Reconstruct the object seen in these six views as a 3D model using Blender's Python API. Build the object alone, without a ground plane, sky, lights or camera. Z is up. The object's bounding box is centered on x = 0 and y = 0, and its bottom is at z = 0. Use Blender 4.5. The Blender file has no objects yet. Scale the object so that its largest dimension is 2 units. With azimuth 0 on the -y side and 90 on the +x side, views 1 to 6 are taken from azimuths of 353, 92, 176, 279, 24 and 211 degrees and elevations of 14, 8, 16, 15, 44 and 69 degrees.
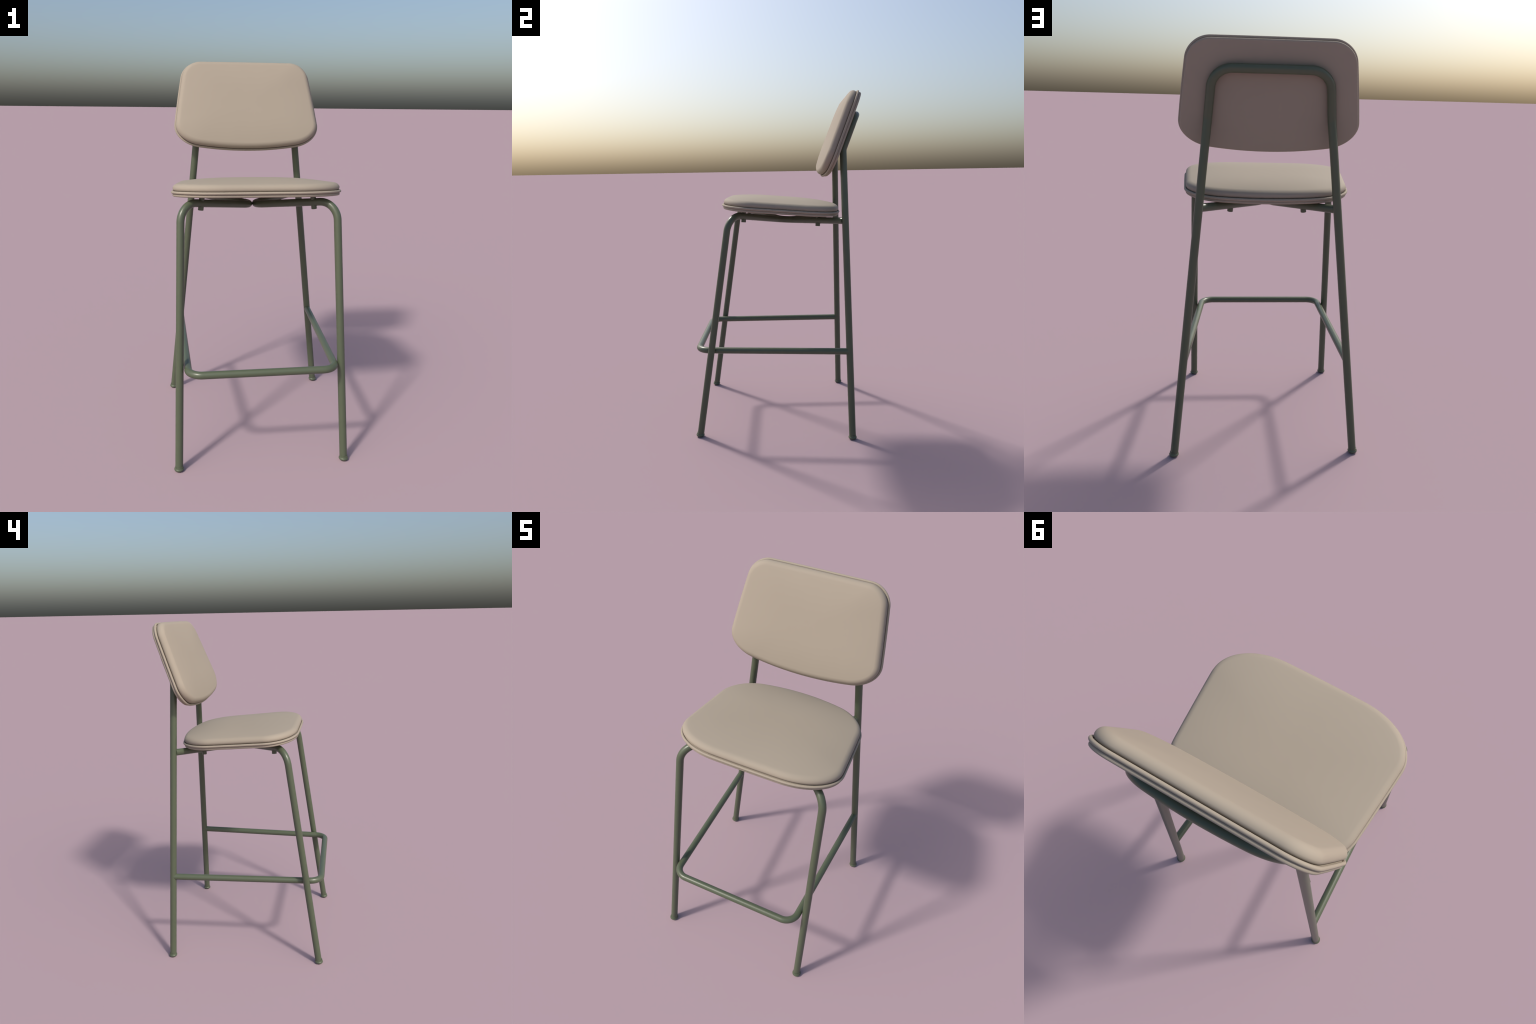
"""Upholstered bar stool: bent steel tube frame, padded seat and padded backrest."""
import bpy, bmesh, math
from mathutils import Vector, Matrix

TUBE_R = 0.0194          # leg tube radius
HOOP_R = 0.0197          # radius of the tall hoop
BAR_R = 0.0187           # footrest tube radius
PIPE_R = 0.0065          # upholstery piping radius

# ------------------------------------------------------------------ materials
def new_material(name):
    m = bpy.data.materials.new(name)
    m.use_nodes = True
    nt = m.node_tree
    return m, nt, nt.nodes["Principled BSDF"]

def textile_material(name, light, dark):
    m, nt, bsdf = new_material(name)
    N, L = nt.nodes, nt.links
    co = N.new("ShaderNodeTexCoord")
    cloud = N.new("ShaderNodeTexNoise"); cloud.inputs["Scale"].default_value = 6.0
    cloud.inputs["Detail"].default_value = 4.0
    ramp = N.new("ShaderNodeValToRGB")
    ramp.color_ramp.elements[0].position = 0.3; ramp.color_ramp.elements[0].color = (*dark, 1)
    ramp.color_ramp.elements[1].position = 0.7; ramp.color_ramp.elements[1].color = (*light, 1)
    grain = N.new("ShaderNodeTexNoise"); grain.inputs["Scale"].default_value = 900.0
    bump = N.new("ShaderNodeBump"); bump.inputs["Strength"].default_value = 0.02
    bump.inputs["Distance"].default_value = 0.001
    L.new(co.outputs["Object"], cloud.inputs["Vector"])
    L.new(co.outputs["Object"], grain.inputs["Vector"])
    L.new(cloud.outputs["Fac"], ramp.inputs["Fac"])
    L.new(ramp.outputs["Color"], bsdf.inputs["Base Color"])
    L.new(grain.outputs["Fac"], bump.inputs["Height"])
    L.new(bump.outputs["Normal"], bsdf.inputs["Normal"])
    bsdf.inputs["Roughness"].default_value = 0.75
    bsdf.inputs["Specular IOR Level"].default_value = 0.25
    return m

def paint_material(name, light, dark, rough):
    m, nt, bsdf = new_material(name)
    N, L = nt.nodes, nt.links
    co = N.new("ShaderNodeTexCoord")
    cloud = N.new("ShaderNodeTexNoise"); cloud.inputs["Scale"].default_value = 8.0
    mix = N.new("ShaderNodeMix"); mix.data_type = "RGBA"
    mix.inputs["A"].default_value = (*dark, 1); mix.inputs["B"].default_value = (*light, 1)
    L.new(co.outputs["Object"], cloud.inputs["Vector"])
    L.new(cloud.outputs["Fac"], mix.inputs["Factor"])
    L.new(mix.outputs["Result"], bsdf.inputs["Base Color"])
    bsdf.inputs["Roughness"].default_value = rough
    bsdf.inputs["Specular IOR Level"].default_value = 0.5
    return m

TEXTILE = textile_material("beige_upholstery", (0.322, 0.279, 0.220), (0.318, 0.275, 0.217))
PAINT = paint_material("olive_green_paint", (0.080, 0.100, 0.060), (0.077, 0.096, 0.058), 0.34)

# ------------------------------------------------------------------ helpers
def mesh_object(name, verts, faces, material, parent=None, matrix=None, flat_angle=40):
    me = bpy.data.meshes.new(name)
    me.from_pydata([tuple(v) for v in verts], [], faces)
    me.update()
    bm = bmesh.new(); bm.from_mesh(me)
    bmesh.ops.recalc_face_normals(bm, faces=bm.faces)
    for f in bm.faces: f.smooth = True
    lim = math.radians(flat_angle)
    for e in bm.edges:
        if len(e.link_faces) == 2 and e.calc_face_angle(0.0) > lim:
            e.smooth = False
    bm.to_mesh(me); bm.free()
    me.materials.append(material)
    ob = bpy.data.objects.new(name, me)
    bpy.context.scene.collection.objects.link(ob)
    if matrix is not None: ob.matrix_world = matrix
    if parent is not None:
        ob.parent = parent
        bpy.context.view_layer.update()
        ob.matrix_parent_inverse = parent.matrix_world.inverted()
    return ob

def fillet(points, radii, steps=20):
    """Polyline with its inner corners replaced by circular bends."""
    P = [Vector(p) for p in points]
    out = [P[0]]
    for i in range(1, len(P) - 1):
        p = P[i]; a = (P[i-1] - p).normalized(); b = (P[i+1] - p).normalized()
        ang = a.angle(b); r = radii[i-1]; t = r / math.tan(ang / 2)
        c = p + (a + b).normalized() * (r / math.sin(ang / 2))
        s, e = p + a * t - c, p + b * t - c
        om = s.angle(e)
        for k in range(steps + 1):
            w = k / steps
            out.append(c + (s * math.sin((1 - w) * om) + e * math.sin(w * om)) / math.sin(om))
    out.append(P[-1])
    return out

def tube_mesh(path, radius, sides=40):
    """Round tube swept along a path with a twist-free frame and closed ends."""
    n = len(path)
    tang = [((path[min(i+1, n-1)] - path[i]).normalized() + (path[i] - path[max(i-1, 0)]).normalized()).normalized() for i in range(n)]
    ref = Vector((0, 0, 1)) if abs(tang[0].z) < 0.9 else Vector((1, 0, 0))
    u = (ref - tang[0] * ref.dot(tang[0])).normalized()
    verts, faces = [], []
    for i in range(n):
        u = (u - tang[i] * u.dot(tang[i])).normalized()
        v = tang[i].cross(u)
        for k in range(sides):
            a = 2 * math.pi * k / sides
            verts.append(path[i] + (u * math.cos(a) + v * math.sin(a)) * radius)
    for i in range(n - 1):
        for k in range(sides):
            k2 = (k + 1) % sides
            faces.append((i*sides + k, i*sides + k2, (i+1)*sides + k2, (i+1)*sides + k))
    faces.append(tuple(range(sides))[::-1])
    faces.append(tuple((n-1)*sides + k for k in range(sides)))
    return verts, faces

def lathe_mesh(profile, sides=40):
    """Solid of revolution about z from (radius, height) pairs, bottom to top."""
    verts, faces = [], []
    for r, z in profile:
        for k in range(sides):
            a = 2 * math.pi * k / sides
            verts.append(Vector((r * math.cos(a), r * math.sin(a), z)))
    for i in range(len(profile) - 1):
        for k in range(sides):
            k2 = (k + 1) % sides
            faces.append((i*sides + k, i*sides + k2, (i+1)*sides + k2, (i+1)*sides + k))
    faces.append(tuple(range(sides))[::-1])
    faces.append(tuple((len(profile)-1)*sides + k for k in range(sides)))
    return verts, faces

def mirrored(points):
    return [Vector((-p.x, p.y, p.z)) for p in points]

# ------------------------------------------------------------------ pad outlines
def bowed_edge(a, b, bow):
    """Point and tangent functions of a shallow parabola from a to b, bulging to the right of a->b."""
    a, b = Vector(a), Vector(b); d = b - a; n = Vector((d.y, -d.x)).normalized()
    return (lambda t: a + d * t + n * (bow * 4 * t * (1 - t)),
            lambda t: (d + n * (bow * 4 * (1 - 2 * t))).normalized(), d.length)

def corner_curve(p, dp, q, dq, steps=40):
    """Rounded corner: cubic Bezier leaving p along dp and arriving at q along dq."""
    det = dp.x * dq.y - dp.y * dq.x; w = q - p
    s0 = (w.x * dq.y - w.y * dq.x) / det; s1 = (dp.x * w.y - dp.y * w.x) / det
    h1, h2 = p + dp * (s0 * 0.56), q - dq * (s1 * 0.56)
    return [p*(1-t)**3 + h1*(3*t*(1-t)**2) + h2*(3*t*t*(1-t)) + q*t**3 for t in (k / steps for k in range(steps + 1))]

def panel_outline(low_y, low_corner, high_corner, high_y, side_bow, trims, count=320):
    """Symmetric rounded trapezoid: bowed lower edge, near-straight sides, bowed upper edge.
    low_y / high_y are where the edges cross the middle; trims are how far each corner eats into its two edges."""
    (x1, y1), (x2, y2) = low_corner, high_corner
    lp, lt, ll = bowed_edge((-x1, y1), (x1, y1), y1 - low_y)
    sp, st, sl = bowed_edge((x1, y1), (x2, y2), side_bow)
    hp, ht, hl = bowed_edge((x2, y2), (-x2, y2), high_y - y2)
    a, b, c, d = 1 - trims[0] / ll, trims[1] / sl, 1 - trims[2] / sl, trims[3] / hl
    half = [lp(0.5 + (a - 0.5) * k / 40) for k in range(40)] + corner_curve(lp(a), lt(a), sp(b), st(b))
    half += [sp(b + (c - b) * k / 40) for k in range(1, 40)] + corner_curve(sp(c), st(c), hp(d), ht(d))
    half += [hp(d + (0.5 - d) * k / 40) for k in range(1, 41)]
    dense = half + [Vector((-p.x, p.y)) for p in half[-2:0:-1]]
    M = len(dense); acc = [0.0]
    for i in range(M): acc.append(acc[-1] + (dense[(i+1) % M] - dense[i]).length)
    out, j = [], 0
    for i in range(count):
        s = acc[-1] * i / count
        while acc[j+1] < s: j += 1
        out.append(dense[j].lerp(dense[(j+1) % M], (s - acc[j]) / (acc[j+1] - acc[j])))
    return out

def inset(outline, d):
    n = len(outline); res = []
    for i in range(n):
        t = (outline[(i+1) % n] - outline[i-1]).normalized()
        res.append(outline[i] + Vector((-t.y, t.x)) * d)
    return res

def ring_stack(rings, cap_low=True, cap_high=True):
    n = len(rings[0]); verts = [v for r in rings for v in r]; faces = []
    for i in range(len(rings) - 1):
        for k in range(n):
            k2 = (k + 1) % n
            faces.append((i*n + k, i*n + k2, (i+1)*n + k2, (i+1)*n + k))
    if cap_low: faces.append(tuple(range(n))[::-1])
    if cap_high: faces.append(tuple((len(rings)-1)*n + k for k in range(n)))
    return verts, faces

def lift(outline, h): return [Vector((p.x, p.y, h)) for p in outline]

def cushion_mesh(outline, section, crown, rings=26):
    """Padded cushion: edge roll given by (inset, height) pairs, then a gently crowned top."""
    R = [lift(inset(outline, d), h) for d, h in section]
    d, h = section[-1]
    d0, h0 = section[-2]
    slope = (h - h0) / (d - d0)
    last = inset(outline, d)
    cx = 0.0; cy = (max(p.y for p in last) + min(p.y for p in last)) / 2
    centre = Vector((cx, cy))
    reach = 0.28
    for i in range(1, rings):
        t = i / rings
        # starts with the slope of the roll, ends level at the crown
        z = h + (crown - h) * (1 - (1 - t) ** min(3.0, max(1.6, slope * reach / max(crown - h, 1e-4))))
        R.append([Vector((*(centre.lerp(p, 1 - t)), z)) for p in last])
    verts, faces = ring_stack(R, True, False)
    verts.append(Vector((cx, cy, crown)))
    n = len(outline); base = (len(R) - 1) * n
    for k in range(n): faces.append((base + k, base + (k+1) % n, len(verts) - 1))
    return verts, faces

def piping_mesh(outline, radius, sides=20):
    n = len(outline); verts, faces = [], []
    for i in range(n):
        t = (outline[(i+1) % n] - outline[i-1]).normalized(); nrm = Vector((t.y, -t.x))
        for k in range(sides):
            a = 2 * math.pi * k / sides
            q = outline[i] + nrm * (radius * math.cos(a))
            verts.append(Vector((q.x, q.y, radius * math.sin(a))))
    for i in range(n):
        for k in range(sides):
            i2, k2 = (i+1) % n, (k+1) % sides
            faces.append((i*sides + k, i2*sides + k, i2*sides + k2, i*sides + k2))
    return verts, faces

SHELL_SECTION = [(0.0090, -0.0210), (0.0050, -0.0204), (0.0024, -0.0188), (0.0011, -0.0165), (0.0006, -0.0140),
                 (0.0009, -0.0115), (0.0017, -0.0092), (0.0028, -0.0072), (0.0060, -0.0035), (0.0090, 0.0045)]
# cushion edge: tucked in above the piping, then a quarter-round roll on to the top
ROLL_D, ROLL_Z = 0.0024, 0.0182
def roll_section(width, height, end_angle, steps=14):
    tuck = [(0.0150, 0.0030), (0.0095, 0.0058), (0.0060, 0.0085), (0.0036, 0.0125), (0.0026, 0.0160)]
    turn = [math.radians(end_angle) * k / steps for k in range(steps + 1)]
    return tuck + [(ROLL_D + width * (1 - math.cos(a)), ROLL_Z + height * math.sin(a)) for a in turn]

def build_pad(name, outline, frame, section, crown, root):
    """A padded panel: hard shell with flat underside, piping round its rim, crowned cushion."""
    R = [lift(inset(outline, d), h) for d, h in SHELL_SECTION]
    shell = mesh_object(name, *ring_stack(R), TEXTILE, root, frame)
    mesh_object("piping", *piping_mesh(outline, PIPE_R), TEXTILE, shell, frame)
    mesh_object("cushion", *cushion_mesh(outline, section, crown), TEXTILE, shell, frame)
    return shell

# ------------------------------------------------------------------ the stool
stool = bpy.data.objects.new("bar_stool", None)
bpy.context.scene.collection.objects.link(stool)
stool["label"] = "tall bar stool, beige padded seat and back, green tubular frame"
stool["category"] = "bar stool"

# seat: plane z = 1.3308 - 0.082 y, outline in plan with the wide edge to the front
SEAT_Z, SEAT_SLOPE = 1.3308, -0.0820
ks = math.hypot(1, SEAT_SLOPE)
xa = Vector((1, 0, 0)); ya = Vector((0, 1, SEAT_SLOPE)).normalized(); za = xa.cross(ya)
seat_frame = Matrix.Translation((0, 0, SEAT_Z)) @ Matrix((xa, ya, za)).transposed().to_4x4()
seat_outline = panel_outline(-0.3240 * ks, (0.4318, -0.3160 * ks), (0.3844, 0.2988 * ks), 0.3788 * ks, 0.0032, (0.2611, 0.1739, 0.1324, 0.1530))
build_pad("seat", seat_outline, seat_frame, roll_section(0.0340, 0.0250, 79.0), 0.0615, stool)

# backrest: plane y = -0.2991 + 0.3844 z, outline in that plane with the wide edge below
BACK_Y, BACK_SLOPE, BACK_MID = -0.2991, 0.3844, 1.75
kb = math.hypot(1, BACK_SLOPE)
ya = Vector((0, BACK_SLOPE, 1)).normalized(); za = xa.cross(ya)
back_frame = Matrix.Translation((0, BACK_Y + BACK_SLOPE * BACK_MID, BACK_MID)) @ Matrix((xa, ya, za)).transposed().to_4x4()
up = lambda z: (z - BACK_MID) * kb
back_outline = panel_outline(up(1.5180), (0.4135, up(1.5622)), (0.3468, up(1.9913)), up(1.9926), 0.0035, (0.1411, 0.0995, 0.0890, 0.0921))
build_pad("backrest", back_outline, back_frame, roll_section(0.0310, 0.0285, 84.5), 0.0585, stool)

# tall hoop: two legs that bend back and join behind the backrest
FOOT_TOP = 0.013
foot_b, bend, loop = Vector((0.4557, 0.4267, 0)), Vector((0.2745, 0.3835, 1.667)), Vector((0.2500, 0.4612, 1.8700))
low = foot_b.lerp(bend, FOOT_TOP / bend.z)
hoop_path = fillet([low, bend, loop, mirrored([loop])[0], mirrored([bend])[0], mirrored([low])[0]], [0.06, 0.094, 0.094, 0.06])
RAIL_BOW = 0.0130        # the rail between the upper bends arches away from the backrest
dense_path = []
for p, q in zip(hoop_path, hoop_path[1:]):
    steps = 24 if (q - p).length > 0.2 and min(p.z, q.z) > loop.z - 0.01 else 1
    dense_path += [p.lerp(q, k / steps) for k in range(steps)]
hoop_path = dense_path + [hoop_path[-1]]
for p in hoop_path:
    if p.z > loop.z - 0.094 and abs(p.x) < loop.x:
        p.y += RAIL_BOW * (1 - (p.x / loop.x) ** 2)
hoop = mesh_object("leg_hoop", *tube_mesh(hoop_path, HOOP_R), PAINT, stool)

# footrest: U-shaped bar passing inside the other legs
foot_rest = [(0.4010, 0.4130, 0.5092), (0.3605, -0.4738, 0.5092), (-0.3605, -0.4738, 0.5092), (-0.4010, 0.4130, 0.5092)]
mesh_object("footrest", *tube_mesh(fillet(foot_rest, [0.0696, 0.0696]), BAR_R), PAINT, stool)

# bent legs: up from the floor, in under the seat to the middle, out again to the hoop
foot_f, knee = Vector((0.4192, -0.4697, 0)), Vector((0.3812, -0.2716, 1.3084))
waist, joint = Vector((-0.0266, 0.0490, 1.2438)), Vector((0.3200, 0.3900, 1.2623))
low = foot_f.lerp(knee, FOOT_TOP / knee.z)
leg_path = fillet([low, knee, waist, joint], [0.0933, 0.0899])
leg_path[-1] = joint + (waist - joint).normalized() * 0.010   # stop the tube inside the hoop wall
nrm = (knee - waist).cross(joint - waist).normalized()

# foot glide: flared cap tapering to the floor
GLIDE = [(0.0145, 0.0), (0.0188, 0.0010), (0.0222, 0.0036), (0.0240, 0.0070), (0.0243, 0.0098), (0.0235, 0.0122),
         (0.0219, 0.0140), (0.0208, 0.0158), (0.0202, 0.0190), (0.0196, 0.0240)]
glide_mesh = lathe_mesh(GLIDE)
POST = [(0.0120, -0.0430), (0.0136, -0.0422), (0.0140, -0.0405), (0.0140, 0.0460)]
post_v, post_f = lathe_mesh([(r, h) for r, h in POST])
glide_data = post_data = None

def add_shared(name, data, build, parent, matrix):
    if data is None:
        ob = mesh_object(name, *build, PAINT, parent, matrix)
        return ob, ob.data
    ob = bpy.data.objects.new(name, data)
    bpy.context.scene.collection.objects.link(ob)
    ob.matrix_world = matrix
    ob.parent = parent
    ob.matrix_parent_inverse = parent.matrix_world.inverted()
    return ob, data

for x in (foot_b.x, -foot_b.x):
    _, glide_data = add_shared("foot_glide", glide_data, glide_mesh, hoop, Matrix.Translation((x, foot_b.y, 0)))

front_post, rear_post = Vector((0.2846, -0.1960, 1.2578)), Vector((0.1786, 0.2427, 1.2200))
for side in (1, -1):
    path = leg_path if side > 0 else mirrored(leg_path)
    leg = mesh_object("leg", *tube_mesh(path, TUBE_R), PAINT, stool)
    _, glide_data = add_shared("foot_glide", glide_data, glide_mesh, leg, Matrix.Translation((side * foot_f.x, foot_f.y, 0)))
    axis = Vector((side * nrm.x, nrm.y, nrm.z)) * (1 if nrm.z > 0 else -1)
    rot = axis.to_track_quat("Z", "Y").to_matrix().to_4x4()
    for p in (front_post, rear_post):
        base = Vector((side * p.x, p.y, p.z))
        m = Matrix.Translation(base + axis * 0.043) @ rot
        _, post_data = add_shared("mounting_post", post_data, (post_v, post_f), leg, m)
